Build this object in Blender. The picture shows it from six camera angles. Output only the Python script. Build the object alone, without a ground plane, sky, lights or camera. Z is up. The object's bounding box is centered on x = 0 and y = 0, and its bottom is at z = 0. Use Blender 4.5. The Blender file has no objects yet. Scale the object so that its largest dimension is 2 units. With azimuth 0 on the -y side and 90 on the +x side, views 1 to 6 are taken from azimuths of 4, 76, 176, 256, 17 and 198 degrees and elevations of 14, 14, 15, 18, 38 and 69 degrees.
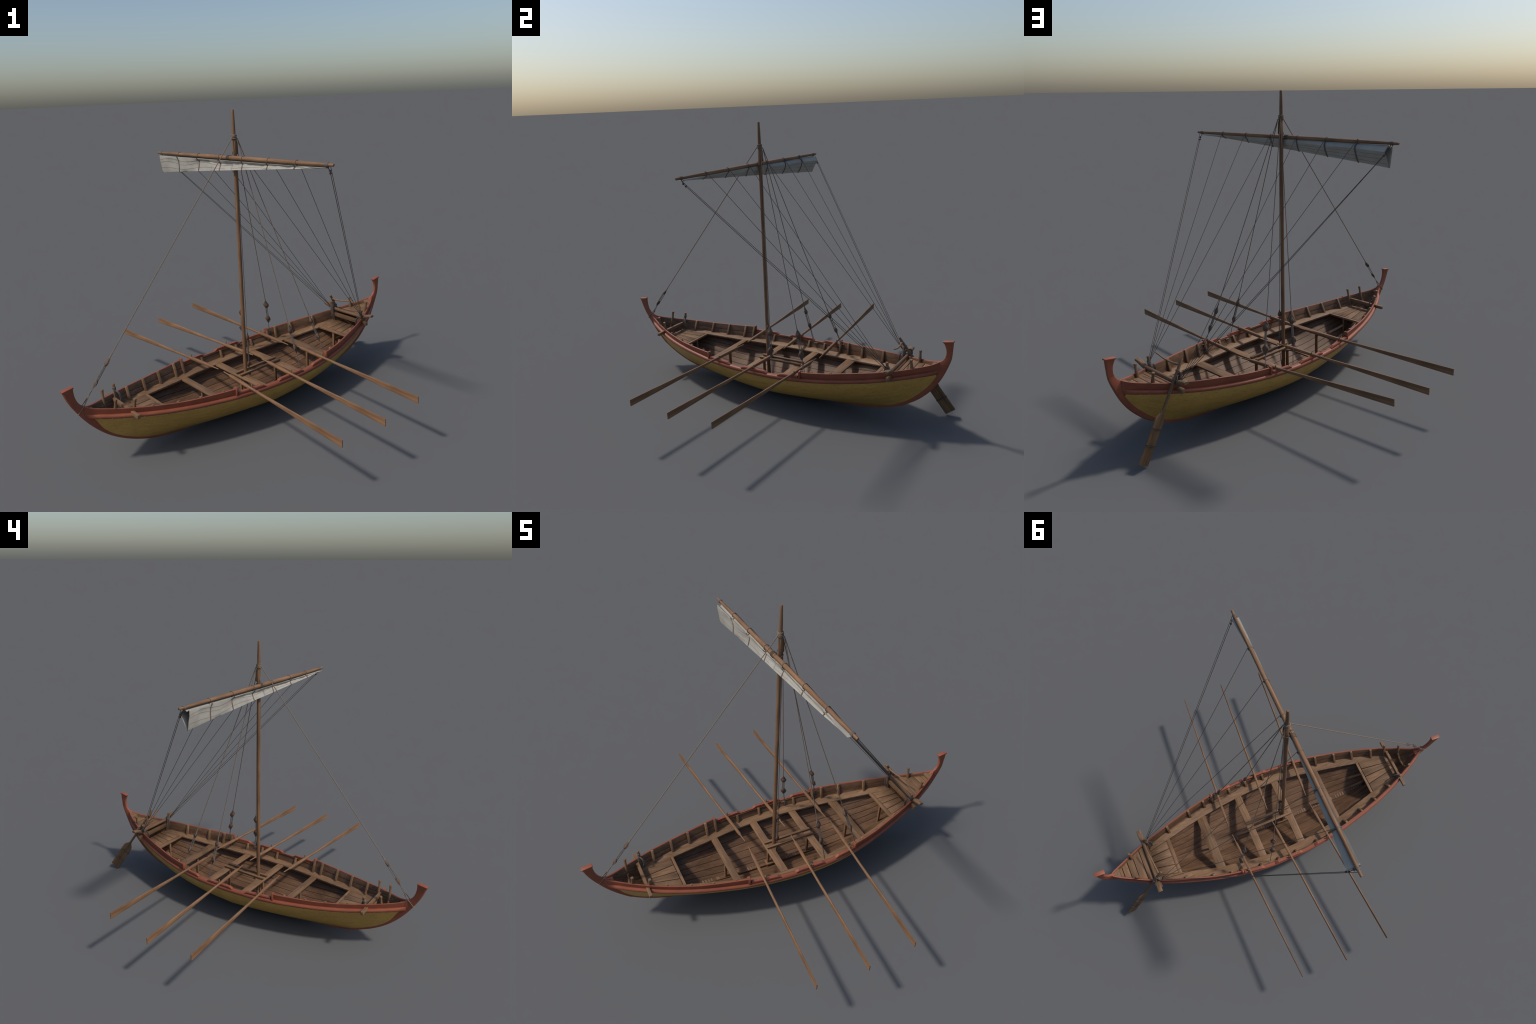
# Open clinker-era sailing and rowing boat, furled lugsail on a square yard, six oars out.
# Everything is modelled in the boat's own frame (x: bow -> stern, y: across, z: up) and the
# parent empty turns the boat by 42.9 degrees into the shared frame.
import bpy, bmesh, math, random
import numpy as np
from mathutils import Vector, Matrix

random.seed(7)
HEADING = math.radians(42.9)

# ----------------------------------------------------------------------------- materials
def new_mat(name):
    m = bpy.data.materials.new(name); m.use_nodes = True
    nt = m.node_tree
    for n in list(nt.nodes): nt.nodes.remove(n)
    out = nt.nodes.new('ShaderNodeOutputMaterial')
    b = nt.nodes.new('ShaderNodeBsdfPrincipled')
    nt.links.new(b.outputs[0], out.inputs[0])
    return m, nt, b

def N(nt, kind, **kw):
    n = nt.nodes.new(kind)
    for k, v in kw.items():
        if k.startswith('i_'):
            key = k[2:].replace('_', ' ')
            n.inputs[key].default_value = v
        else: setattr(n, k, v)
    return n

def ramp(nt, src, stops):
    r = nt.nodes.new('ShaderNodeValToRGB')
    e = r.color_ramp.elements
    e[0].position, e[0].color = stops[0][0], (*stops[0][1], 1)
    e[1].position, e[1].color = stops[-1][0], (*stops[-1][1], 1)
    for p, c in stops[1:-1]:
        x = e.new(p); x.color = (*c, 1)
    nt.links.new(src, r.inputs[0])
    return r

def mapped(nt, scale):
    tc = nt.nodes.new('ShaderNodeTexCoord')
    mp = nt.nodes.new('ShaderNodeMapping'); mp.inputs['Scale'].default_value = scale
    nt.links.new(tc.outputs['Object'], mp.inputs['Vector'])
    return mp

def mix(nt, fac, a, b, blend='MIX'):
    m = nt.nodes.new('ShaderNodeMix'); m.data_type = 'RGBA'; m.blend_type = blend
    if isinstance(fac, (int, float)): m.inputs[0].default_value = fac
    else: nt.links.new(fac, m.inputs[0])
    for sock, v in ((m.inputs[6], a), (m.inputs[7], b)):
        if isinstance(v, tuple): sock.default_value = (*v, 1)
        else: nt.links.new(v, sock)
    return m.outputs[2]

def grain_scale(axis, along, across):
    return tuple(along if i == axis else across for i in range(3))

def wood(name, axis, dark, mid, light, rough=0.62, vary=0.14, along=6.0, across=130.0, bump=0.25):
    m, nt, b = new_mat(name)
    fine = N(nt, 'ShaderNodeTexNoise', i_Scale=1.0, i_Detail=6.0, i_Roughness=0.65)
    nt.links.new(mapped(nt, grain_scale(axis, along, across)).outputs[0], fine.inputs['Vector'])
    col = ramp(nt, fine.outputs['Fac'], [(0.30, dark), (0.5, mid), (0.72, light)]).outputs[0]
    patch = N(nt, 'ShaderNodeTexNoise', i_Scale=1.0, i_Detail=3.0)
    nt.links.new(mapped(nt, grain_scale(axis, 7.0, 24.0)).outputs[0], patch.inputs['Vector'])
    tone = ramp(nt, patch.outputs['Fac'], [(0.3, (0.78, 0.77, 0.76)), (0.7, (1.16, 1.15, 1.13))])
    col = mix(nt, 1.0, col, tone.outputs[0], 'MULTIPLY')
    oi = nt.nodes.new('ShaderNodeObjectInfo')
    rr = ramp(nt, oi.outputs['Random'], [(0.0, (1 - vary,) * 3), (1.0, (1 + vary,) * 3)])
    col = mix(nt, 1.0, col, rr.outputs[0], 'MULTIPLY')
    # knots and nail stains
    vor = N(nt, 'ShaderNodeTexVoronoi', i_Scale=1.0)
    nt.links.new(mapped(nt, (26, 26, 26)).outputs[0], vor.inputs['Vector'])
    kn = ramp(nt, vor.outputs['Distance'], [(0.055, (0.45, 0.42, 0.4)), (0.10, (1, 1, 1))])
    col = mix(nt, 1.0, col, kn.outputs[0], 'MULTIPLY')
    nt.links.new(col, b.inputs['Base Color'])
    b.inputs['Roughness'].default_value = rough
    b.inputs['Specular IOR Level'].default_value = 0.35
    bp = N(nt, 'ShaderNodeBump', i_Strength=bump, i_Distance=0.002)
    nt.links.new(fine.outputs['Fac'], bp.inputs['Height']); nt.links.new(bp.outputs[0], b.inputs['Normal'])
    return m

def paint(name, base, deep, worn, wear=0.66, rough=0.5, along=5.0, across=90.0):
    m, nt, b = new_mat(name)
    patch = N(nt, 'ShaderNodeTexNoise', i_Scale=1.0, i_Detail=5.0, i_Roughness=0.6)
    nt.links.new(mapped(nt, (9, 22, 22)).outputs[0], patch.inputs['Vector'])
    col = ramp(nt, patch.outputs['Fac'], [(0.3, deep), (0.65, base)]).outputs[0]
    fine = N(nt, 'ShaderNodeTexNoise', i_Scale=1.0, i_Detail=5.0, i_Roughness=0.7)
    nt.links.new(mapped(nt, (along, across, across)).outputs[0], fine.inputs['Vector'])
    f = ramp(nt, fine.outputs['Fac'], [(wear, (0, 0, 0)), (wear + 0.07, (1, 1, 1))])
    f2 = N(nt, 'ShaderNodeMath', operation='MULTIPLY'); f2.inputs[1].default_value = 0.7
    nt.links.new(f.outputs[0], f2.inputs[0])
    col = mix(nt, f2.outputs[0], col, worn)
    nt.links.new(col, b.inputs['Base Color'])
    b.inputs['Roughness'].default_value = rough
    b.inputs['Specular IOR Level'].default_value = 0.4
    bp = N(nt, 'ShaderNodeBump', i_Strength=0.15, i_Distance=0.002)
    nt.links.new(fine.outputs['Fac'], bp.inputs['Height']); nt.links.new(bp.outputs[0], b.inputs['Normal'])
    return m

WD = ((0.124, 0.066, 0.032), (0.190, 0.106, 0.054), (0.248, 0.147, 0.080))     # benches, ribs
WI = ((0.092, 0.047, 0.024), (0.138, 0.073, 0.038), (0.182, 0.102, 0.056))     # inner planking
WS = ((0.120, 0.060, 0.029), (0.200, 0.105, 0.052), (0.270, 0.150, 0.080))     # spars, oars
M = {}
for i, ax in enumerate('xyz'):
    M['wood_' + ax] = wood('weathered_wood_' + ax, i, *WD)
M['plank'] = wood('inner_planking', 0, *WI, vary=0.12, along=5.0, across=110.0)
M['spar_y'] = wood('spar_wood_across', 1, *WS, vary=0.08, across=160.0)
M['spar_z'] = wood('spar_wood_upright', 2, *WS, vary=0.08, along=4.0, across=160.0)
M['oar'] = wood('oar_wood', 0, *WS, vary=0.10, across=150.0)
M['steer'] = wood('steering_oar_wood', 0, (0.09, 0.05, 0.024), (0.16, 0.09, 0.043), (0.22, 0.13, 0.065), vary=0.0, across=120.0)
M['block'] = wood('block_wood', 2, (0.060, 0.032, 0.019), (0.105, 0.059, 0.036), (0.155, 0.094, 0.059), along=30, across=120)
M['seam_dark'] = wood('near_black_seam_backing', 0, (0.018, 0.012, 0.009), (0.028, 0.019, 0.014), (0.042, 0.029, 0.022))
M['red'] = paint('red_paint', (0.270, 0.076, 0.037), (0.215, 0.057, 0.029), (0.15, 0.080, 0.048), wear=0.68)
M['yellow'] = paint('yellow_paint', (0.520, 0.308, 0.073), (0.440, 0.258, 0.059), (0.15, 0.115, 0.075), wear=0.575, along=7.0, across=130.0)

def rope_mat(name, c):
    m, nt, b = new_mat(name)
    n = N(nt, 'ShaderNodeTexNoise', i_Scale=420.0, i_Detail=2.0)
    nt.links.new(mapped(nt, (1, 1, 1)).outputs[0], n.inputs['Vector'])
    d = tuple(0.6 * x for x in c); l = tuple(1.35 * x for x in c)
    nt.links.new(ramp(nt, n.outputs['Fac'], [(0.35, d), (0.65, l)]).outputs[0], b.inputs['Base Color'])
    b.inputs['Roughness'].default_value = 0.9
    b.inputs['Specular IOR Level'].default_value = 0.15
    return m
M['rope'] = rope_mat('hemp_rope', (0.20, 0.145, 0.105))
M['rope_dark'] = rope_mat('tarred_rope', (0.105, 0.083, 0.068))
M['lashing'] = rope_mat('grey_lashing', (0.16, 0.135, 0.12))

def iron():
    m, nt, b = new_mat('iron_rivet')
    n = N(nt, 'ShaderNodeTexNoise', i_Scale=300.0)
    nt.links.new(mapped(nt, (1, 1, 1)).outputs[0], n.inputs['Vector'])
    nt.links.new(ramp(nt, n.outputs['Fac'], [(0.3, (0.16, 0.15, 0.15)), (0.7, (0.34, 0.33, 0.33))]).outputs[0], b.inputs['Base Color'])
    b.inputs['Metallic'].default_value = 0.6; b.inputs['Roughness'].default_value = 0.45
    return m
M['iron'] = iron()

def canvas():
    m, nt, b = new_mat('sail_canvas')
    weave = N(nt, 'ShaderNodeTexNoise', i_Scale=1.0, i_Detail=4.0)
    nt.links.new(mapped(nt, (260, 260, 260)).outputs[0], weave.inputs['Vector'])
    stain = N(nt, 'ShaderNodeTexNoise', i_Scale=1.0, i_Detail=3.0)
    nt.links.new(mapped(nt, (14, 9, 14)).outputs[0], stain.inputs['Vector'])
    col = ramp(nt, stain.outputs['Fac'], [(0.3, (0.37, 0.35, 0.305)), (0.7, (0.45, 0.43, 0.38))]).outputs[0]
    w = ramp(nt, weave.outputs['Fac'], [(0.3, (0.9, 0.9, 0.9)), (0.7, (1.06, 1.06, 1.06))])
    col = mix(nt, 1.0, col, w.outputs[0], 'MULTIPLY')
    nt.links.new(col, b.inputs['Base Color']); b.inputs['Roughness'].default_value = 0.9
    b.inputs['Specular IOR Level'].default_value = 0.1
    bp = N(nt, 'ShaderNodeBump', i_Strength=0.2, i_Distance=0.001)
    nt.links.new(weave.outputs['Fac'], bp.inputs['Height']); nt.links.new(bp.outputs[0], b.inputs['Normal'])
    tr = nt.nodes.new('ShaderNodeBsdfTranslucent'); nt.links.new(col, tr.inputs[0])
    ms = nt.nodes.new('ShaderNodeMixShader'); ms.inputs[0].default_value = 0.12
    out = next(n for n in nt.nodes if n.type == 'OUTPUT_MATERIAL')
    nt.links.new(b.outputs[0], ms.inputs[1]); nt.links.new(tr.outputs[0], ms.inputs[2]); nt.links.new(ms.outputs[0], out.inputs[0])
    return m
M['canvas'] = canvas()
M['tape'] = rope_mat('gasket_tape', (0.150, 0.115, 0.092))
M['seam'] = rope_mat('seam_thread', (0.27, 0.20, 0.165))

# ----------------------------------------------------------------------------- object helpers
root = bpy.data.objects.new('sailing_boat', None)
bpy.context.collection.objects.link(root)
root.empty_display_size = 0.2
root.rotation_euler = (0, 0, HEADING)
root['label'] = 'open wooden rowing and sailing boat, yellow hull, red rails, furled sail'
root['category'] = 'wooden boat'

def add(name, me, mat=None, parent=None, smooth=None, kind=None, matrix=None):
    if mat is not None and len(me.materials) == 0: me.materials.append(M[mat])
    o = bpy.data.objects.new(name, me)
    bpy.context.collection.objects.link(o)
    o.parent = parent or root
    if matrix is not None: o.matrix_local = matrix
    if kind: o['kind'] = kind
    if smooth is not None: shade(me, smooth)
    return o

def shade(me, angle):
    for p in me.polygons: p.use_smooth = angle > 0
    if 0 < angle < 180:
        bm = bmesh.new(); bm.from_mesh(me)
        lim = math.radians(angle)
        for e in bm.edges:
            e.smooth = not (len(e.link_faces) == 2 and e.calc_face_angle(0) > lim)
        bm.to_mesh(me); bm.free()

def mesh(name, verts, faces):
    me = bpy.data.meshes.new(name)
    me.from_pydata([tuple(map(float, v)) for v in verts], [], faces); me.update()
    bm = bmesh.new(); bm.from_mesh(me)
    bmesh.ops.recalc_face_normals(bm, faces=bm.faces[:]); bm.to_mesh(me); bm.free()
    return me

def rings_mesh(name, rings, closed=True, caps=True):
    """Loft: skin between successive rings of equal length."""
    n = len(rings[0]); V = [p for r in rings for p in r]; F = []
    for i in range(len(rings) - 1):
        for j in range(n if closed else n - 1):
            k = (j + 1) % n
            F.append((i * n + j, i * n + k, (i + 1) * n + k, (i + 1) * n + j))
    if caps and closed:
        F.append(tuple(range(n - 1, -1, -1))); F.append(tuple((len(rings) - 1) * n + j for j in range(n)))
    return mesh(name, V, F)

def bevel_mesh(me, width, segs=2):
    bm = bmesh.new(); bm.from_mesh(me)
    ed = [e for e in bm.edges if len(e.link_faces) == 2 and e.calc_face_angle(0) > 0.5]
    bmesh.ops.bevel(bm, geom=ed, offset=width, segments=segs, affect='EDGES', profile=0.5, clamp_overlap=True)
    bm.to_mesh(me); bm.free(); return me

def box_mesh(name, c, size, rot=None, bev=0.002):
    v = []
    for sx in (-.5, .5):
        for sy in (-.5, .5):
            for sz in (-.5, .5): v.append(Vector((sx * size[0], sy * size[1], sz * size[2])))
    if rot is not None: v = [rot @ p for p in v]
    v = [p + Vector(c) for p in v]
    f = [(0, 1, 3, 2), (4, 6, 7, 5), (0, 4, 5, 1), (2, 3, 7, 6), (0, 2, 6, 4), (1, 5, 7, 3)]
    me = mesh(name, v, f)
    return bevel_mesh(me, bev) if bev else me

def prism_mesh(name, bottom, top, bev=0.002):
    """Solid between two polygons with the same number of corners."""
    n = len(bottom)
    F = [tuple(range(n - 1, -1, -1)), tuple(range(n, 2 * n))] + [(i, (i + 1) % n, n + (i + 1) % n, n + i) for i in range(n)]
    me = mesh(name, list(bottom) + list(top), F)
    return bevel_mesh(me, bev) if bev else me

def tube_mesh(name, pts, radius, sides=8, caps=True, squash=None):
    pts = [Vector(p) for p in pts]
    R = radius if hasattr(radius, '__len__') else [radius] * len(pts)
    rings = []; prev = None
    for i, p in enumerate(pts):
        a = pts[max(i - 1, 0)]; b = pts[min(i + 1, len(pts) - 1)]
        t = (b - a).normalized()
        if prev is None:
            ref = Vector((0, 0, 1)) if abs(t.z) < 0.9 else Vector((1, 0, 0))
            u = t.cross(ref).normalized()
        else:
            u = (prev - t * prev.dot(t)).normalized()
        prev = u; w = t.cross(u)
        rings.append([p + (u * math.cos(k * 2 * math.pi / sides) + w * math.sin(k * 2 * math.pi / sides)) * R[i] for k in range(sides)])
    return rings_mesh(name, rings, True, caps)

def join(name, meshes):
    bm = bmesh.new()
    for me in meshes: bm.from_mesh(me); bpy.data.meshes.remove(me)
    out = bpy.data.meshes.new(name); bm.to_mesh(out); bm.free(); return out

def catmull(pts, n=8):
    P = [Vector(pts[0])] + [Vector(p) for p in pts] + [Vector(pts[-1])]; out = []
    for i in range(1, len(P) - 2):
        for k in range(n):
            t = k / n; a, b, c, d = P[i - 1], P[i], P[i + 1], P[i + 2]
            out.append(0.5 * ((2 * b) + (c - a) * t + (2 * a - 5 * b + 4 * c - d) * t * t + (3 * b - a - 3 * c + d) * t ** 3))
    out.append(P[-2]); return out

# ----------------------------------------------------------------------------- hull lines
def spline(pts):
    """Monotone-safe cubic (Catmull tangents, limited) through (x, value) pairs."""
    X = np.array([p[0] for p in pts], float); Y = np.array([p[1] for p in pts], float)
    h = np.diff(X); d = np.diff(Y) / h; m = np.zeros_like(Y)
    m[0], m[-1] = d[0], d[-1]
    for i in range(1, len(X) - 1):
        if d[i - 1] * d[i] <= 0: m[i] = 0
        else:
            w1, w2 = 2 * h[i] + h[i - 1], h[i] + 2 * h[i - 1]
            m[i] = (w1 + w2) / (w1 / d[i - 1] + w2 / d[i])
    def f(x):
        x = float(min(max(x, X[0]), X[-1])); i = int(min(max(np.searchsorted(X, x) - 1, 0), len(X) - 2))
        t = (x - X[i]) / h[i]
        return float((1 + 2 * t) * (1 - t) ** 2 * Y[i] + t * (1 - t) ** 2 * h[i] * m[i] + t * t * (3 - 2 * t) * Y[i + 1] + t * t * (t - 1) * h[i] * m[i + 1])
    return f

X_BOW, X_STERN = -1.105, 1.180               # where the planking dies into the posts
CUT_BOW, CUT_STERN = -0.326, 0.392           # ends of the raised washstrakes
rim_y = spline([(-1.12, .010), (-1.10, .019), (-.95, .0964), (-.8, .1632), (-.6, .2298), (-.45, .2673), (-.33, .2938), (-.15, .3180), (0, .3265),
                (.15, .3270), (.28, .3190), (.39, .3022), (.55, .2686), (.7, .2241), (.85, .1748), (1.0, .1148), (1.1, .0648), (1.17, .0280), (1.195, .010)])
wash_z = spline([(-1.13, .390), (-1.10, .3705), (-1.05, .358), (-.95, .343), (-.8, .3265), (-.6, .3118), (-.45, .3089), (-.33, .3094), (0, .311),
                 (.39, .3155), (.55, .3240), (.7, .3392), (.85, .3550), (1.0, .3782), (1.1, .3991), (1.16, .415), (1.2, .432)])
gun_z = spline([(-.4, .2735), (-.3, .2720), (0, .2692), (.36, .2775), (.45, .281)])
wale_z = spline([(-1.13, .312), (-1.06, .299), (-.9, .279), (-.7, .260), (-.45, .246), (-.15, .2385), (.15, .2405), (.45, .251), (.75, .275), (1.0, .314), (1.18, .349), (1.2, .353)])
keel_z = spline([(-1.2, .427), (-1.156, .348), (-1.106, .277), (-1.045, .209), (-.972, .149), (-.905, .108), (-.82, .069), (-.754, .046), (-.69, .031), (-.55, .012), (-.35, .003),
                 (0, 0.0005), (.35, .0015), (.55, .008), (.716, .023), (.807, .039), (.905, .067), (.996, .107), (1.08, .166), (1.15, .235), (1.187, .285), (1.222, .347)])
rab_h = spline([(-1.13, .075), (-1.06, .050), (-1.02, .025), (-.97, .018), (-.9, .016), (-.6, .014), (0, .013), (.6, .014), (.9, .018), (.99, .025), (1.035, .031), (1.1, .040), (1.15, .049), (1.18, .058), (1.2, .065)])
WALE_H = .027

def lower_z(x): return min(keel_z(x) + rab_h(x), wale_z(x) - .002)
def fullness(x):
    eb, es = min(max(.05 - x, 0) / 1.15, .78), min(max(x - .05, 0) / 1.15, .80)   # full midships, fine at the ends
    return 1.756 - 1.037 * eb - .413 * es, 1.787 - 1.012 * eb - 1.242 * es
def wale_y(x): return max(rim_y(x) - .005, .0086)        # planking just under the wale
def wash_foot(x): return max(rim_y(x) - .0085, .0082)       # washstrake flares outward from here
def outer_y(x, z):
    zw, z0 = wale_z(x), lower_z(x)
    if z >= zw:
        k = (z - zw - WALE_H) / max(wash_z(x) - zw - WALE_H, 1e-4)
        f = wash_foot(x)
        return f + (max(rim_y(x), .0085) - f) * min(max(k, 0), 1)
    t = min(max((z - z0) / max(zw - z0, 1e-4), 0), 1)
    p, q = fullness(x)
    slack = 1 - .050 * math.exp(-((t - .55) / .34) ** 2 - ((x + .06) / .45) ** 2)      # eased topsides amidships
    return .0085 + (wale_y(x) - .0085) * slack * (1 - (1 - t) ** p) ** (1 / q)

def top_z(x): return gun_z(x) if CUT_BOW < x < CUT_STERN else wash_z(x)

def xs_between(a, b, step=.018):
    n = max(2, int(round((b - a) / step)) + 1); return [a + (b - a) * i / (n - 1) for i in range(n)]

# ---- outer planking: yellow, five strakes per side marked by fine caulked seams
def outer_shell(side):
    seams = [.22, .42, .60, .78]
    ts = sorted(set([i / 30 for i in range(31)] + [s + d for s in seams for d in (-.010, 0, .010)]))
    rings = []
    for x in xs_between(X_BOW, X_STERN, .012):
        z0, zw = lower_z(x), wale_z(x); ring = []
        for t in ts:
            z = z0 + (zw - z0) * t; y = outer_y(x, z)
            if any(abs(t - s) < 1e-6 for s in seams): y -= .0011 * min(1, (zw - z0) / .1)
            ring.append((x, side * y, z))
        for k in (.35, .7, 1.0):
            z = zw + (top_z(x) - .006 - zw) * k; ring.append((x, side * max(outer_y(x, z) - .006, .004), z))
        rings.append(ring)
    return rings_mesh('hull_planking', rings, closed=False)
for s in (-1, 1): add('hull_planking', outer_shell(s), 'yellow', smooth=60)

# ---- keel, stem post and stern post: one profile, cut in three
OUT_BOW = [(-1.229, .498), (-1.203, .429), (-1.157, .349), (-1.106, .277), (-1.045, .210)]
IN_BOW = [(-1.169, .507), (-1.167, .467), (-1.156, .426), (-1.135, .395), (-1.105, .372), (-1.070, .345), (-1.040, .300), (-1.010, .245)]
OUT_ST = [(1.276, .570), (1.271, .503), (1.262, .445), (1.222, .347), (1.187, .285), (1.150, .235)]
IN_ST = [(1.216, .560), (1.231, .531), (1.235, .492), (1.226, .459), (1.207, .436), (1.178, .418), (1.150, .375), (1.130, .320), (1.095, .258)]

def resample(pts, n):
    P = catmull([(p[0], 0, p[1]) for p in pts], 12)
    L = [0]
    for a, b in zip(P, P[1:]): L.append(L[-1] + (b - a).length)
    out = []; j = 0
    for i in range(n):
        d = L[-1] * i / (n - 1)
        while j < len(L) - 2 and L[j + 1] < d: j += 1
        k = (d - L[j]) / max(L[j + 1] - L[j], 1e-9); out.append(P[j].lerp(P[j + 1], k))
    return out

def post_mesh(name, outer, inner, n=40):
    O, I = resample(outer, n), resample(inner, n); rings = []
    for i in range(n):
        f = i / (n - 1); h = .0092 + .0028 * math.exp(-(f * n / 1.6) ** 2)     # thin lip at the head
        o, q = O[i], I[i]; c = (q - o)
        b = .10 if c.length > .03 else .2
        ring = [(o + c * b * .35, -h * .55), (o + c * b, -h), (q - c * .10, -h), (q, -h * .72), (q, h * .72), (q - c * .10, h), (o + c * b, h), (o + c * b * .35, h * .55), (o, h * .3), (o, -h * .3)]
        rings.append([(p.x, y, p.z) for p, y in ring])
    return rings_mesh(name, rings, True, True)

def keel_out(x): return (x, keel_z(x))
def keel_in(x): return (x, keel_z(x) + rab_h(x) + .016)
xb = [-.98, -.90, -.82, -.74, -.66]; xe = [1.05, .97, .89, .80, .70]
add('stem_post', post_mesh('stem_post', OUT_BOW + [keel_out(x) for x in xb], IN_BOW + [keel_in(x) for x in (-.96, -.89, -.82, -.74, -.66)]), 'red', smooth=35)
add('stern_post', post_mesh('stern_post', OUT_ST + [keel_out(x) for x in [1.10] + xe], IN_ST + [keel_in(x) for x in (1.04, .97, .89, .80, .70)]), 'red', smooth=35)
rings = []
for x in xs_between(-.70, .74, .03):
    o, q = keel_out(x)[1], keel_in(x)[1]
    rings.append([(x, -.003, o), (x, -.0088, o + .003), (x, -.0088, q), (x, .0088, q), (x, .0088, o + .003), (x, .003, o)])
add('keel', rings_mesh('keel', rings), 'red', smooth=35)
# caps on the post heads
def head_cap(a, b):
    d = (Vector((b[0], 0, b[1])) - Vector((a[0], 0, a[1]))); c = (Vector((a[0], 0, a[1])) + Vector((b[0], 0, b[1]))) / 2
    ang = -math.atan2(d.z, d.x)
    return box_mesh('head_cap', c, (d.length + .005, .0275, .008), Matrix.Rotation(ang, 3, 'Y'), .002)
add('head_cap', head_cap(OUT_BOW[0], IN_BOW[0]), 'red', smooth=30)
add('head_cap', head_cap(IN_ST[0], OUT_ST[0]), 'red', smooth=30)

# ---- wale: half-round rubbing strake along the whole side
def wale(side):
    rings = []
    for x in xs_between(-1.112, 1.190, .02):
        k = min(1, (x + 1.112) / .05 + .1, (1.190 - x) / .05 + .1)
        hh = WALE_H if not CUT_BOW < x < CUT_STERN else gun_z(x) - wale_z(x) + .0005
        zc, y0 = wale_z(x) + hh / 2, wash_foot(x) - .004
        ring = []
        for j in range(9):
            a = -math.pi / 2 + math.pi * j / 8
            ring.append((x, side * (y0 + (.0055 + .0190 * math.cos(a) ** .8 * k if j not in (0, 8) else 0.0)), zc + hh / 2 * math.sin(a)))
        rings.append(ring)
    return rings_mesh('wale', rings, True, True)
for s in (-1, 1): add('wale', wale(s), 'red', smooth=50)

# ---- washstrakes (raised boards fore and aft) with end posts, and the low gunwale amidships
def strake(name, side, x0, x1, zb, zt, tin, tout, step=.02, c=.0018):
    rings = []
    for x in xs_between(x0, x1, step):
        y, b, t = rim_y(x), zb(x), zt(x)
        yi = max(y - tin, .0005); yb = outer_y(x, b)
        ybi = max(yb - tin, .0005); ci = min(c, .002)
        rings.append([(x, side * ybi, b), (x, side * (yb + tout), b), (x, side * (y + tout), t - c), (x, side * (y + tout - .3 * c), t - .3 * c), (x, side * (y + tout - c), t), (x, side * (yi + ci), t), (x, side * yi, t - ci)])
    return rings_mesh(name, rings)
for s in (-1, 1):
    add('washstrake', strake('washstrake', s, -1.124, CUT_BOW, lambda x: wale_z(x) + WALE_H - .006, wash_z, .0095, .0015), 'red', smooth=15)
    add('washstrake', strake('washstrake', s, CUT_STERN, 1.196, lambda x: wale_z(x) + WALE_H - .006, wash_z, .0095, .0015), 'red', smooth=15)
    add('gunwale', strake('gunwale', s, CUT_BOW + .001, CUT_STERN - .001, lambda x: wale_z(x) + .012, gun_z, .0085, .0030, .02, .0020), 'red', smooth=60)
    for x in (CUT_BOW - .004, CUT_STERN + .004):
        slope = Matrix.Rotation(s * -math.atan2(rim_y(x + .05) - rim_y(x - .05), .1) * -1, 3, 'Z')
        h = wash_z(x) - gun_z(x) + .008
        add('strake_end_post', box_mesh('strake_end_post', (x, s * (rim_y(x) - .001), gun_z(x) + h / 2 - .004), (.013, .019, h), slope, .002), 'red', smooth=30)
        add('strake_end_post', box_mesh('strake_end_post', (x, s * (rim_y(x) - .006), wash_z(x) + .004), (.011, .026, .006), slope, .0015), 'red', smooth=30)

# ---- inner planking (ceiling): nine boards per side with open seams
inner_lift = spline([(-1.1, .10), (-.9, .085), (-.7, .068), (-.36, .056), (0, .053), (.23, .055), (.52, .060), (.8, .072), (1.0, .09), (1.15, .11)])
lean_z = spline([(-1.13, .390), (-1.10, .3705), (-1.05, .358), (-.95, .343), (-.8, .3265), (-.6, .3118), (-.45, .307), (-.33, .295), (-.2, .274), (0, .269),
                 (.22, .273), (.39, .298), (.5, .317), (.7, .3392), (.85, .3550), (1.0, .3782), (1.1, .3991), (1.16, .415), (1.2, .432)])
def floor_z(x): return min(keel_z(x) + inner_lift(x), wash_z(x) - .03)
def inner_pt(x, s):
    z0, z1 = floor_z(x), wash_z(x) - .003
    z = min(z0 + (z1 - z0) * s, top_z(x) - .003 + .0004 * s)
    k = min((z - z0) / max(wash_z(x) - .05 - z0, .02), 1)
    e = min(max((abs(x - .05) - .36) / .26, 0), 1); e = e * e * (3 - 2 * e)          # sections turn to a plain V towards the ends
    y = max(rim_y(x) - .0105, .001) * (1 - (1 - k) ** (1.75 - .60 * e)) ** (1 / (1.38 - .28 * e))
    y = min(y, max(rim_y(x) - .0105 - (.42 - .28 * min(max((x - .3) / .2, 0), 1)) * max(lean_z(x) - z, 0), .0006))   # walls lean in below the rail
    y = min(y, max(outer_y(x, z) - .011, .0006))                    # never through the outer skin
    return y, z - .016 * math.exp(-(y / .07) ** 2 - (x / .45) ** 4)  # hollow either side of the keelson
def arc_table(x, n=60):
    pts = [inner_pt(x, i / n) for i in range(n + 1)]; L = [0]
    full = (wash_z(x) - .003 - floor_z(x)) / n
    for a, b in zip(pts, pts[1:]): L.append(L[-1] + max(math.hypot(b[0] - a[0], b[1] - a[1]), full))
    return pts, L
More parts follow.
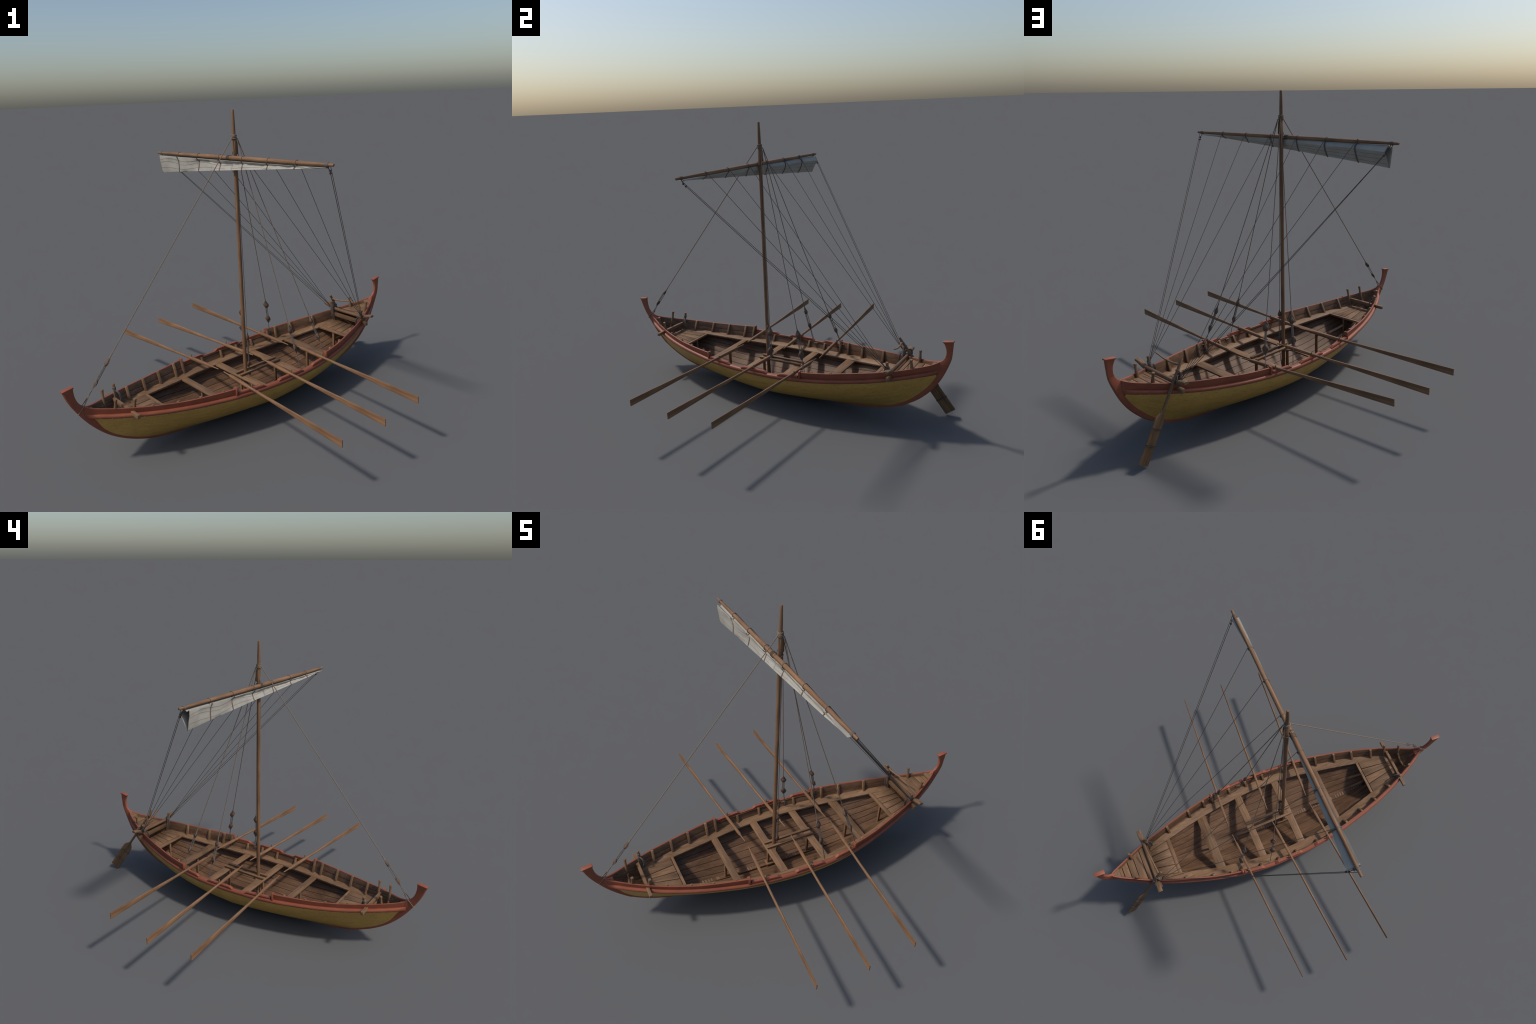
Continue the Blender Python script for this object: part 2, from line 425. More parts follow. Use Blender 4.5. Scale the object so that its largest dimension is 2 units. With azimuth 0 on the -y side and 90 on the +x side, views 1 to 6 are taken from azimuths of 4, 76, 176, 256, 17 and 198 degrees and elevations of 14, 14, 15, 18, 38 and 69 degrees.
def inner_arc(tab, f):
    pts, L = tab; d = f * L[-1]; j = int(np.searchsorted(L, d)) - 1; j = min(max(j, 0), len(L) - 2)
    k = (d - L[j]) / max(L[j + 1] - L[j], 1e-9)
    return pts[j][0] + (pts[j + 1][0] - pts[j][0]) * k, pts[j][1] + (pts[j + 1][1] - pts[j][1]) * k
NPL = 9
XS_IN = sorted(xs_between(-1.085, 1.155, .02) + [CUT_BOW - .001, CUT_BOW + .001, CUT_STERN - .001, CUT_STERN + .001])
TABS = [arc_table(x) for x in XS_IN]
def inner_plank(side, i):
    wob = random.uniform(0, 6.28); rings = []
    for x, tab in zip(XS_IN, TABS):
        L = tab[1][-1]; g = .0014 * min(1, (L / .32) ** 1.5); gap = g / L if i else 0
        f0, f1 = i / NPL + gap, (i + 1) / NPL - g / L
        top = []; bot = []
        for k in range(5):
            f = min(f0 + (f1 - f0) * k / 4, 1)
            y, z = inner_arc(tab, f); y2, z2 = inner_arc(tab, min(f + .01, 1)); y1, z1 = inner_arc(tab, max(f - .01, 0))
            ty, tz = y2 - y1, z2 - z1; l = math.hypot(ty, tz) or 1
            ny, nz = tz / l, -ty / l                                   # outward / down
            th = .0045
            e = .0008 if k in (0, 4) else 0
            top.append((x, side * (y + ny * e), z + nz * e)); bot.append((x, side * (y + ny * th), z + nz * th))
        rings.append(top + bot[::-1])
    return rings_mesh('inner_plank', rings)
for s in (-1, 1):
    for i in range(NPL): add('inner_plank', inner_plank(s, i), 'plank', smooth=40)
# near-black backing sheet behind the open seams
for s in (-1, 1):
    rings = [[(x, s * (inner_arc(t, k / 16)[0] + .003), inner_arc(t, k / 16)[1] - .004) for k in range(17)] for x, t in zip(XS_IN, TABS)]
    add('dark_backing_sheet', rings_mesh('dark_backing_sheet', rings, closed=False), 'seam_dark', smooth=60)

def keelson_z(x): return floor_z(x) + .002
def inside_y(x, z):
    z0, z1 = floor_z(x), wash_z(x) - .003
    return inner_pt(x, min(max((z - z0) / (z1 - z0), 0), 1))[0]

# ---- apron inside each post
add('apron', tube_mesh('apron', catmull([(-1.11, 0, .362), (-1.075, 0, .33), (-1.03, 0, .27), (-.98, 0, .225), (-.92, 0, .19)], 5), .011, 6), 'wood_x', smooth=30)
add('apron', tube_mesh('apron', catmull([(1.185, 0, .405), (1.15, 0, .37), (1.10, 0, .30), (1.02, 0, .22)], 5), .011, 6), 'wood_x', smooth=30)

# ----------------------------------------------------------------------------- inside joinery
bench_y = spline([(-.9, .070), (-.679, .122), (-.39, .190), (-.20, .226), (-.07, .240), (.07, .243), (.195, .236), (.49, .198), (.778, .128), (.935, .090)])
bench_z = spline([(-.9, .262), (-.679, .249), (-.39, .228), (-.07, .217), (.195, .222), (.49, .237), (.778, .271), (.935, .289)])
def side_bench(side):
    rings = []
    for x in xs_between(-.893, .925, .02):
        yi, z = bench_y(x), bench_z(x)
        yo = max(inside_y(x, z + .004) + .004, yi + .01); t = .011; dz = .006
        rings.append([(x, side * yi, z - t), (x, side * yi, z - .002), (x, side * (yi + .002), z), (x, side * yo, z + dz), (x, side * yo, z + dz - t)])
    return rings_mesh('side_bench', rings)
for s in (-1, 1): add('side_bench', side_bench(s), 'wood_x', smooth=40)

def thwart(x0, x1, z, extra=None):
    th = .011; e0, e1 = bench_y(x0) + .012, bench_y(x1) + .012
    if extra is None: poly = [(x0, -e0), (x1, -e1), (x1, e1), (x0, e0)]
    else:            # widened around the mast
        w, r = extra
        poly = [(x0, -e0), (x1, -e1), (x1, -w - r), (x1 + r * .4, -w - r * .25), (x1 + r * 1.1, -w), (x1 + r * 1.1, w), (x1 + r * .4, w + r * .25), (x1, w + r), (x1, e1), (x0, e0)]
    return prism_mesh('thwart', [(x, y, z - th) for x, y in poly], [(x, y, z) for x, y in poly], .0025)
THW = [(-.392, -.347, .2255), (-.094, -.043, .2145), (.195, .246, .2195), (.487, .552, .2345)]
for i, (a, b, z) in enumerate(THW):
    add('thwart', thwart(a, b, z, (.028, .032) if i == 1 else None), 'wood_y', smooth=30)
    c = (a + b) / 2
    zf = keelson_z(c) - .004
    add('stanchion', box_mesh('stanchion', (c, 0, (zf + z - .011) / 2), (.014, .016, z - .011 - zf), None, .0015), 'wood_z', smooth=30)
    for s in (-1, 1):        # bench clamp under each thwart end
        y = bench_y(c) + .012
        add('thwart_knee', box_mesh('thwart_knee', (c, s * (y - .004), z - .017), (b - a - .006, .014, .009), None, .001), 'wood_y', smooth=30)
# mast partners: two fore-and-aft beams on the thwarts
for s in (-1, 1):
    y = s * .0235
    add('mast_partner', prism_mesh('mast_partner', [(-.086, y - .0085, .2155), (.240, y - .0085, .2205), (.240, y + .0085, .2205), (-.086, y + .0085, .2155)],
        [(-.092, y - .0085, .2300), (.246, y - .0085, .2345), (.246, y + .0085, .2345), (-.092, y + .0085, .2300)], .0025), 'wood_x', smooth=30)
# stanchions beside the mast and under the decks
for x, y, zt in ((.789, 0, .262), (-.683, .0, .238)):
    zf = keelson_z(x) - .004
    add('stanchion', box_mesh('stanchion', (x, y, (zf + zt) / 2), (.014, .015, zt - zf), None, .0015), 'wood_z', smooth=30)
# keelson, mast step and floor cleats along the centreline
rings = []
for x in xs_between(-.66, .80, .03):
    zt, zb = keelson_z(x), floor_z(x) - .020
    rings.append([(x, -.014, zb), (x, -.014, zt - .001), (x, -.013, zt), (x, .013, zt), (x, .014, zt - .001), (x, .014, zb)])
add('keelson', rings_mesh('keelson', rings), 'plank', smooth=30)
add('mast_step', box_mesh('mast_step', (-.03, 0, keelson_z(0) + .002), (.11, .044, .016), None, .003), 'wood_x', smooth=30)
M['cleat'] = wood('pale_cleat_wood', 1, (0.17, 0.105, 0.062), (0.24, 0.155, 0.095), (0.30, 0.20, 0.13))
cl = []
for x0, x1 in ((-.672, -.601), (-.545, -.468), (-.43, -.42), (-.322, -.282), (-.212, -.158), (.069, .135), (.33, .36), (.62, .66)):
    n = max(1, int((x1 - x0) / .016))
    for k in range(n + 1):
        x = x0 + (x1 - x0) * k / max(n, 1)
        w, zt, y1 = .0038, keelson_z(x), random.uniform(.011, .0145)
        cl.append(box_mesh('c', (x, random.uniform(-.002, .002), zt), (2 * w, 2 * y1, .0036), None, 0))
add('floor_cleat', join('floor_cleat', cl), 'cleat', kind='stuff', smooth=0)

# ---- ribs standing between bench and rail
def rib(x, side, ztop, proud=0.0):
    zb = bench_z(x) + .001; yb = inside_y(x, zb) ; yt = rim_y(x) - .009
    w = .0078; d_b, d_t = .020, .012
    B = [(x - w, yb + .006), (x + w, yb + .006), (x + w, yb - d_b + .004), (x - w, yb - d_b + .004)]
    T = [(x - w, yt + .001), (x + w, yt + .001), (x + w, yt - d_t), (x - w, yt - d_t)]
    return prism_mesh('rib', [(a, side * b, zb) for a, b in B], [(a, side * b, ztop) for a, b in T], .0018)
for x in (-.793, -.66, -.535, -.401, -.332, -.162, 0.0, .133, .262, .400, .466, .587, .760):
    for s in (-1, 1):
        add('rib', rib(x, s, top_z(x) - (.001 if CUT_BOW < x < CUT_STERN else -.003)), 'wood_z', smooth=30)

# ---- bow and stern side decks: fore-and-aft boards with gaps
def deck_boards(xa, xb, ya, yb, za, zb, gap=.0022, th=.009, name='deck_board'):
    n = len(ya) - 1
    for i in range(n):
        q = [(xa, ya[i] + gap), (xa, ya[i + 1] - gap), (xb, yb[i + 1] - gap * .8), (xb, yb[i] + gap * .8)]
        dz = random.uniform(-.0006, .0006)
        zs = [za, za, zb, zb]
        add(name, prism_mesh(name, [(x, y, z - th + dz) for (x, y), z in zip(q, zs)], [(x, y, z + dz) for (x, y), z in zip(q, zs)], .0012), 'wood_x', smooth=30)
deck_boards(-.692, -.897, [-.124, -.067, -.003, .059, .121], [-.071, -.036, -.007, .021, .071], .2495, .262)
add('deck_beam', prism_mesh('deck_beam', [(-.688, -.124, .236), (-.671, -.124, .236), (-.671, .124, .236), (-.688, .124, .236)], [(-.688, -.124, .2495), (-.671, -.124, .2490), (-.671, .124, .2490), (-.688, .124, .2495)], .0015), 'wood_y', smooth=30)
deck_boards(.803, .934, [-.122, -.063, -.002, .058, .122], [-.090, -.050, -.006, .037, .090], .2725, .2885)
add('deck_beam', prism_mesh('deck_beam', [(.776, -.131, .259), (.801, -.126, .260), (.801, .126, .260), (.776, .131, .259)], [(.776, -.131, .2705), (.801, -.126, .2725), (.801, .126, .2725), (.776, .131, .2705)], .0015), 'wood_y', smooth=30)
# raised stern platform: athwartship boards
edges = [.957, .992, .9925, 1.043, 1.0435, 1.0875, 1.088, 1.129, 1.1295, 1.165]
for i in range(0, len(edges), 2):
    a, b = edges[i] + .0018, edges[i + 1] - .0018
    def plat(x): return .358 + .0 * x + max(0, x - .96) * .14
    ya, yb = inside_y(a, plat(a)) + .002, max(inside_y(b, plat(b)) + .002, .006)
    q = [(a, -ya), (b, -yb), (b, yb), (a, ya)]
    add('platform_board', prism_mesh('platform_board', [(x, y, plat(x) - .010) for x, y in q], [(x, y, plat(x)) for x, y in q], .0014), 'wood_y', smooth=30)
add('breasthook', prism_mesh('breasthook', [(1.146, -.034, .385), (1.19, -.012, .40), (1.19, .012, .40), (1.146, .034, .385)], [(1.150, -.034, .407), (1.195, -.010, .421), (1.195, .010, .421), (1.150, .034, .407)], .002), 'wood_y', smooth=30)
add('breasthook', prism_mesh('breasthook', [(-1.065, -.030, .345), (-1.105, -.012, .358), (-1.105, .012, .358), (-1.065, .030, .345)], [(-1.069, -.030, .352), (-1.108, -.010, .366), (-1.108, .010, .366), (-1.069, .030, .352)], .002), 'red', smooth=30)

# ---- through-beams
add('crossbeam', box_mesh('crossbeam', (-.900, 0, .3065), (.019, .368, .022), None, .0025), 'wood_y', smooth=30)
add('crossbeam', box_mesh('crossbeam', (.936, 0, .330), (.022, .366, .026), None, .003), 'wood_y', smooth=30)
def belaying_beam():
    st = [(-.224, .3935, .015, .0075), (-.200, .391, .016, .0095), (-.165, .379, .0155, .012), (-.140, .370, .0125, .0125), (-.10, .369, .0115, .012), (0, .369, .0115, .012),
          (.10, .369, .0115, .012), (.140, .370, .0125, .0125), (.165, .379, .0155, .012), (.200, .391, .016, .0095), (.224, .3935, .015, .0075)]
    P = catmull([(s[0], s[1], 0) for s in st], 4); W = catmull([(s[2], s[3], 0) for s in st], 4)
    rings = []
    for p, w in zip(P, W):
        flat = min(1, max(0, (abs(p.x) - .13) / .05)); e = 1 + flat * 1.2
        r = []
        for k in range(14):
            a = 2 * math.pi * k / 14; c, s_ = math.cos(a), math.sin(a)
            r.append((.944 + w.x * math.copysign(abs(c) ** (1 / e), c), p.x, p.y + w.y * math.copysign(abs(s_) ** (1 / e), s_)))
        rings.append(r)
    return rings_mesh('belaying_beam', rings)
add('belaying_beam', belaying_beam(), 'wood_y', smooth=50)

# ---- bitts: waisted posts standing inside the rail
def bitt_mesh(h, w=.0085):
    prof = [(0, 1.15), (.30, 1.1), (.48, 1.05), (.62, .86), (.80, .80), (.93, .98), (.985, 1.02), (1.0, .9)]
    rings = []
    for f, k in prof:
        r = w * k; ring = []
        for j in range(12):
            a = 2 * math.pi * j / 12; c, s = math.cos(a), math.sin(a)
            ring.append((r * math.copysign(abs(c) ** .6, c), r * math.copysign(abs(s) ** .6, s), h * f))
        rings.append(ring)
    return rings_mesh('bitt', rings)
def place(name, me, a, b, mat, parent=None):
    a, b = Vector(a), Vector(b); q = (b - a).to_track_quat('Z', 'Y')
    return add(name, me, mat, parent, matrix=Matrix.Translation(a) @ q.to_matrix().to_4x4())
BITTS = [((-.978, .060, .285), (-.974, .081, .399)), ((-.888, .098, .262), (-.884, .125, .388)), ((.921, .118, .290), (.920, .147, .428)), ((1.048, .068, .362), (1.048, .083, .446))]
for a, b in BITTS:
    me = bitt_mesh((Vector(b) - Vector(a)).length); shade(me, 45)
    for s in (-1, 1): place('bitt', me, (a[0], s * a[1], a[2]), (b[0], s * b[1], b[2]), 'wood_z')
# frame joining the foremost bitts
add('bow_frame', tube_mesh('bow_frame', catmull([(-.976, -.054, .300), (-.978, -.040, .272), (-.980, -.014, .256), (-.980, .014, .256), (-.978, .040, .272), (-.976, .054, .300)], 5), .0088, 8), 'wood_y', smooth=45)

# ---- oarlock pads on the gunwale, thole pins, rivets
def pad(side, x0, x1):
    rings = []; c = .020
    stations = sorted(set([x0, x0 + c, x1 - c, x1] + xs_between(x0 + c, x1 - c, .02)))
    for x in stations:
        butt = (x == x0 and x0 < CUT_BOW + .02) or (x == x1 and x1 > CUT_STERN - .02)
        h = .0035 if x in (x0, x1) and not butt else .0145
        y = rim_y(x); z = gun_z(x); wi, wo = .0135, .0075
        rings.append([(x, side * (y - wi), z - .004), (x, side * (y + wo - .004), z - .006), (x, side * (y + wo), z + h * .55), (x, side * (y + wo - .002), z + h), (x, side * (y - wi + .001), z + h)])
    return rings_mesh('oarlock_pad', rings)
PADS = [(-.318, -.135), (-.037, .166), (.246, .384)]
THOLE = [(-.231, .309), (.066, .3275), (.358, .302)]
pin = tube_mesh('thole_pin', [(0, 0, -.024), (0, 0, .006), (0, 0, .022), (0, 0, .024)], [.0042, .0046, .0042, .003], 8); shade(pin, 45)
riv = []
def rivet(c, n, r=.0026):
    n = Vector(n).normalized(); u = n.orthogonal().normalized(); w = n.cross(u); c = Vector(c)
    rs = [[c + (u * math.cos(k * 1.0472) + w * math.sin(k * 1.0472)) * r * a + n * r * b for k in range(6)] for a, b in ((1, -.6), (.95, .15), (.55, .55))]
    return rings_mesh('r', rs)
for s in (-1, 1):
    for (x0, x1), (tx, ty) in zip(PADS, THOLE):
        add('oarlock_pad', pad(s, x0, x1), 'red', smooth=18)
        add('thole_pin', pin, 'wood_z', matrix=Matrix.Translation((tx, s * ty, gun_z(tx) + .016)))
        for x in (x0 + .045, x1 - .040):
            riv.append(rivet((x, s * (rim_y(x) - .003), gun_z(x) + .0147), (0, 0, 1), .0031))
    x = -1.05
    while x < 1.16:
        k = random.uniform(-.01, .01)
        riv.append(rivet((x + k, s * (wash_foot(x + k) + .0175), wale_z(x + k) + .005), (0, s, -.4)))
        x += .052 if abs(x) > .75 else .074
    for tx in (CUT_BOW + .018, CUT_STERN - .02):
        riv.append(rivet((tx, s * (rim_y(tx) - .002), gun_z(tx) + .0147), (0, 0, 1), .0035))
add('rivets', join('rivets', riv), 'iron', kind='stuff', smooth=60)

# ----------------------------------------------------------------------------- oars
def superring(x, w, h, e, n=14):
    r = []
    for k in range(n):
        a = 2 * math.pi * k / n; c, s = math.cos(a), math.sin(a)
        r.append((x, w / 2 * math.copysign(abs(c) ** (2 / e), c), h / 2 * math.copysign(abs(s) ** (2 / e), s)))
    return r
def oar_mesh():
    L = 1.0572
    st = [(0, .004, .005, 2), (.003, .0065, .0075, 2), (.035, .0080, .0090, 2), (.060, .0085, .0098, 2), (.064, .010, .0125, 2.6), (.072, .0150, .0180, 4), (.090, .0165, .0205, 4.5),
          (.18, .0165, .0205, 4.5), (.262, .0160, .0195, 4), (.272, .0150, .0185, 3), (.282, .0140, .0158, 2.4), (.32, .0138, .0155, 2.2), (.42, .0135, .0175, 2.4), (.55, .0125, .0225, 3),
          (.70, .0105, .0285, 4), (.85, .0085, .0345, 5), (1.0, .0065, .0400, 6), (L - .0015, .0058, .0418, 6), (L, .005, .0408, 6)]
    return rings_mesh('oar', [superring(*s) for s in st])
OAR = oar_mesh(); shade(OAR, 35); OAR.materials.append(M['oar'])
for h, tpt in [((-.222, -.027, .293), (-.3045, -1.081, .287)), ((.071, -.043, .2925), (0.0005, -1.099, .2875)), ((.369, -.025, .298), (.300, -1.0815, .298)),
             ((-.222, .025, .293), (-.3045, 1.0768, .286)), ((.072, .044, .2905), (0, 1.097, .2875)), ((.3655, .023, .282), (.3075, 1.0765, .335))]:
    h, tpt = Vector(h), Vector(tpt); d = (tpt - h).normalized()
    y = Vector((0, 0, 1)).cross(d).normalized(); z = d.cross(y)
    m = Matrix((d, y, z)).transposed().to_4x4(); m.translation = h
    add('oar', OAR, matrix=m)

# ---- steering oar over the quarter
so = bpy.data.objects.new('steering_oar', None); bpy.context.collection.objects.link(so); so.parent = root
top, tip = Vector((.894, .127, .484)), Vector((1.216, .185, .0225)); d = (tip - top).normalized()
wv = Vector((.056, .010, .041)); wv = (wv - d * wv.dot(d)).normalized(); nv = d.cross(wv)
m = Matrix((d, wv, nv)).transposed().to_4x4(); m.translation = top; so.matrix_local = m
LS = (tip - top).length
shaft = [(-.004, .0130, .0130, 2), (0, .0160, .0160, 2), (.05, .0168, .0165, 2), (.16, .0175, .0170, 2), (.25, .0165, .0160, 2), (.31, .0150, .0150, 2.5), (.36, .012, .0140, 3), (LS - .004, .009, .0100, 3)]
add('steering_shaft', rings_mesh('steering_shaft', [superring(*s) for s in shaft]), 'steer', so, smooth=50)
for s in (-1, 1):
    q = [(.272, .006), (.292, .012), (.318, .030), (.333, .0345), (.345, .0345), (LS - .004, .0352), (LS, .034), (LS, .0008), (.272, .0008)]
    me = prism_mesh('steering_blade', [(x, s * y, -.0042) for x, y in q], [(x, s * y, .0042) for x, y in q], .0014)
    add('steering_blade', me, 'steer', so, smooth=30)
for x in (.373, .379, .461, .467):
    r = [(x, .0362 * math.copysign(abs(math.cos(a)) ** .25, math.cos(a)), (.0062 + .003 * (abs(math.cos(a)) < .25)) * math.copysign(abs(math.sin(a)) ** .35, math.sin(a))) for a in [2 * math.pi * k / 40 for k in range(41)]]
    add('blade_lashing', tube_mesh('blade_lashing', r, .0019, 6, False), 'rope_dark', so, smooth=60)
for x in (.062, .066, .108, .112, .116):
    r = [(x, .0102 * math.cos(a), .0102 * math.sin(a)) for a in [2 * math.pi * k / 16 for k in range(17)]]
    add('shaft_lashing', tube_mesh('shaft_lashing', r, .0021, 6, False), 'lashing', so, smooth=60)
P = catmull([(.9125, .132, .4585), (.914, .100, .4545), (.918, .060, .4545), (.923, .010, .4605), (.9275, -.028, .4715), (.930, -.057, .4795)], 5)
add('tiller', tube_mesh('tiller', P, [.0072 - .0034 * min(1, i / (len(P) - 1) * 1.3) for i in range(len(P))], 8), 'wood_y', smooth=50)

# ----------------------------------------------------------------------------- mast, yard, sail
MX = -.030
mast = [(keelson_z(0) - .002, .0125), (.20, .0122), (.28, .0124), (.60, .0122), (1.05, .0120), (1.40, .0118), (1.58, .0115), (1.69, .0112), (1.76, .0104), (1.83, .0084), (1.854, .0077), (1.857, .0066)]
add('mast', rings_mesh('mast', [[(MX + r * math.cos(a), r * math.sin(a), z) for a in [2 * math.pi * k / 20 for k in range(20)]] for z, r in mast]), 'spar_z', smooth=50)
for s in (-1, 1):     # cheeks either side of the halyard slot
    add('mast_cheek', prism_mesh('mast_cheek', [(MX - .006, s * .0045, 1.605), (MX + .015, s * .0045, 1.600), (MX + .015, s * .0125, 1.600), (MX - .006, s * .0125, 1.605)],
        [(MX - .006, s * .0040, 1.694), (MX + .013, s * .0040, 1.694), (MX + .013, s * .0110, 1.694), (MX - .006, s * .0110, 1.694)], .002), 'spar_z', smooth=30)
    add('mast_cheek', prism_mesh('mast_cheek', [(MX + .010, s * .0045, 1.600), (MX + .021, s * .0045, 1.606), (MX + .021, s * .0095, 1.606), (MX + .010, s * .0095, 1.600)],
        [(MX + .010, s * .0040, 1.690), (MX + .0195, s * .0040, 1.668), (MX + .0195, s * .0090, 1.668), (MX + .010, s * .0090, 1.690)], .002), 'spar_z', smooth=30)
YX, YZ = -.0565, 1.5825
yard_r = spline([(0, .0135), (.3, .0125), (.6, .0102), (.79, .0080), (.811, .0076), (.813, .0060)])
ys = [-.8135, -.811] + xs_between(-.79, .79, .04) + [.811, .8135]
add('yard', rings_mesh('yard', [[(YX + yard_r(abs(y)) * math.cos(a), y, YZ + yard_r(abs(y)) * math.sin(a)) for a in [2 * math.pi * k / 16 for k in range(16)]] for y in ys]), 'spar_y', smooth=50)

# furled sail: a hollow folded bundle, deep at one yardarm and closing to nothing at the other
BAND = [.551, .331, .110, -.110, -.331, -.551]
S_Y = [-.766, -.66, -.551, -.331, -.110, .110, .331, .551, .66, .757]
def tab(vals): return spline(list(zip(S_Y, vals)))
bot_z = tab([1.5625, 1.5585, 1.551, 1.535, 1.519, 1.503, 1.486, 1.469, 1.460, 1.451])
bot_x = tab([-.066, -.074, -.077, -.074, -.072, -.068, -.066, -.064, -.064, -.063])
bk_x = tab([-.036, -.044, -.050, -.051, -.049, -.043, -.033, -.025, -.018, -.012])
bk_z = tab([1.5655, 1.565, 1.564, 1.563, 1.560, 1.555, 1.550, 1.547, 1.543, 1.540])
ft_x = tab([-.079, -.079, -.078, -.076, -.074, -.075, -.076, -.079, -.081, -.082])
kn_x = tab([-.075, -.074, -.070, -.064, -.058, -.058, -.064, -.073, -.078, -.080])
def sail_section(y):
    zb = bot_z(y); zt = 1.5675
    fold = .0032 * math.sin(y * 23 + .7) + .0019 * math.sin(y * 61) + .0012 * math.sin(y * 113 + 2)
    pull = sum(math.exp(-((y - b) / .016) ** 2) for b in BAND) * .004
    dz = zt - zb
    kz = zt - dz * (.26 + .11 * math.sin(y * 17))
    mz = zt - dz * (.62 + .12 * math.sin(y * 14 + 1))
    pts = [(-.0475, 1.5725), ((bk_x(y) - .0475) / 2 + pull * .5, (bk_z(y) + 1.5725) / 2 + .001), (bk_x(y) - pull, bk_z(y)),
           ((bk_x(y) * .62 + bot_x(y) * .38) + fold - pull * .6, bk_z(y) * .62 + zb * .38), ((bk_x(y) * .25 + bot_x(y) * .75) + fold * .5, bk_z(y) * .25 + zb * .75),
           (bot_x(y) + .0006, zb), (bot_x(y) - .0006, zb + .0006),
           (bot_x(y) * .75 + kn_x(y) * .25 - .0015 + fold * .4 + pull * .4, zb * .7 + mz * .3), (kn_x(y) * .6 + bot_x(y) * .4 + fold + pull * .6, mz),
           (kn_x(y) + fold * .8 + pull, kz), (ft_x(y) * .9 + kn_x(y) * .1 + pull * .7, zt - dz * .05), (ft_x(y) + .0012 + pull * .5, zt + .0006), (-.064, zt - .35 * min(dz, .03)), (-.049, 1.5690)]
    return [(x, y, z) for x, z in pts]
ysail = xs_between(-.766, .757, .011)
me = rings_mesh('sail', [sail_section(y) for y in ysail], closed=False)
so_ = add('sail', me, 'canvas', smooth=38)
md = so_.modifiers.new('cloth', 'SOLIDIFY'); md.thickness = .0016; md.offset = -1
# seams sewn along the cloth
def along_sail(i, f, name='sail_seam', r=.0007, off=.0008, y0=-.5, y1=.75):
    P = []
    for y in xs_between(y0, y1, .02):
        s = sail_section(y); a, b = Vector(s[i]), Vector(s[i + 1]); p = a.lerp(b, f)
        n = Vector((-1, 0, .2)) if i >= 6 else Vector((1, 0, .1)); P.append(p + n * off)
    return tube_mesh(name, P, r, 5)
for i, f, y0 in ((7, .5, -.35), (8, .55, -.1), (9, .2, .2), (3, .3, -.3), (4, .1, -.2), (2, .6, .1)):
    add('sail_seam', along_sail(i, f, y0=y0), 'seam', smooth=60)
add('bolt_rope', tube_mesh('bolt_rope', sail_section(.757), .0011, 5), 'seam', smooth=60)
# gaskets: a turn round yard and bundle at each band
for b in BAND:
    sec = [Vector(p) for p in sail_section(b)]
    out = []
    for i, p in enumerate(sec):
        n = Vector((.0022, 0, .0004)) if i < 5 else (Vector((0, 0, -.0012)) if i in (5, 6) else Vector((-.0022, 0, .0004)))
        out.append(p + n)
    P = catmull(out, 3); rr = []
    for i, p in enumerate(P):
        t = (P[min(i + 1, len(P) - 1)] - P[max(i - 1, 0)]).normalized(); n = t.cross(Vector((0, 1, 0))).normalized() * .0010
        w = Vector((0, .0042, 0)); rr.append([p + n - w, p + n * 1.3, p + n + w, p - n + w, p - n - w])
    add('gasket', rings_mesh('gasket', rr), 'tape', smooth=60)
    r = yard_r(abs(b)) + .0018
    ring = [(YX + r * math.cos(a), b + .0016 * math.sin(a), YZ + r * math.sin(a)) for a in [2 * math.pi * k / 18 for k in range(19)]]
    add('yard_lashing', tube_mesh('yard_lashing', ring, .0026, 6, False), 'lashing', smooth=60)
for y in (-.764, -.770, -.776, .764, .770, .776, .012, .022, .031):
    r = yard_r(abs(y)) + .0014
    ring = [(YX + r * math.cos(a), y, YZ + r * math.sin(a)) for a in [2 * math.pi * k / 18 for k in range(19)]]
    add('yard_lashing', tube_mesh('yard_lashing', ring, .0024, 6, False), 'lashing' if abs(y) > .1 else 'rope_dark', smooth=60)
# parrel holding the yard to the mast
ring = [(MX + .0005 + .0165 * math.cos(a) - .010 * (math.cos(a) < -.3), .0165 * math.sin(a), 1.580 + .006 * math.cos(a)) for a in [2 * math.pi * k / 24 for k in range(25)]]
add('parrel_rope', tube_mesh('parrel_rope', ring, .0026, 6, False), 'rope_dark', smooth=60)

# ----------------------------------------------------------------------------- rigging
def rope(pts, r, mat='rope', name='rope', sides=7): return add(name, tube_mesh(name, pts, r, sides), mat, smooth=60)
def block_mesh():
    prof = [(-.022, .0040), (-.019, .0105), (-.011, .0155), (0, .0168), (.009, .0135), (.018, .0080), (.027, .0048), (.038, .0032)]
    return rings_mesh('deadeye_block', [[(r * math.cos(a), r * .72 * math.sin(a), z) for a in [2 * math.pi * k / 14 for k in range(14)]] for z, r in prof])
BLOCK = block_mesh(); shade(BLOCK, 60); BLOCK.materials.append(M['block'])
strap = join('block_strap', [tube_mesh('s', [(0.0180 * math.cos(a) * (1 if math.sin(a) < 0 else 1 - .55 * math.sin(a)), 0, .004 + .020 * math.sin(a) + (.012 * max(0, math.sin(a)))) for a in [2 * math.pi * k / 20 for k in range(21)]], .0022, 6, False)])
shade(strap, 60); strap.materials.append(M['lashing'])
def deadeye(pos, towards, twist=0.0, slim=1.0):
    q = (Vector(towards) - Vector(pos)).to_track_quat('Z', 'Y').to_matrix().to_4x4()
    mm = Matrix.Translation(pos) @ q @ Matrix.Rotation(twist, 4, 'Z') @ Matrix.Diagonal((slim, slim, 1, 1))
    o = add('deadeye_block', BLOCK, matrix=mm); add('block_strap', strap, parent=o)
    return o
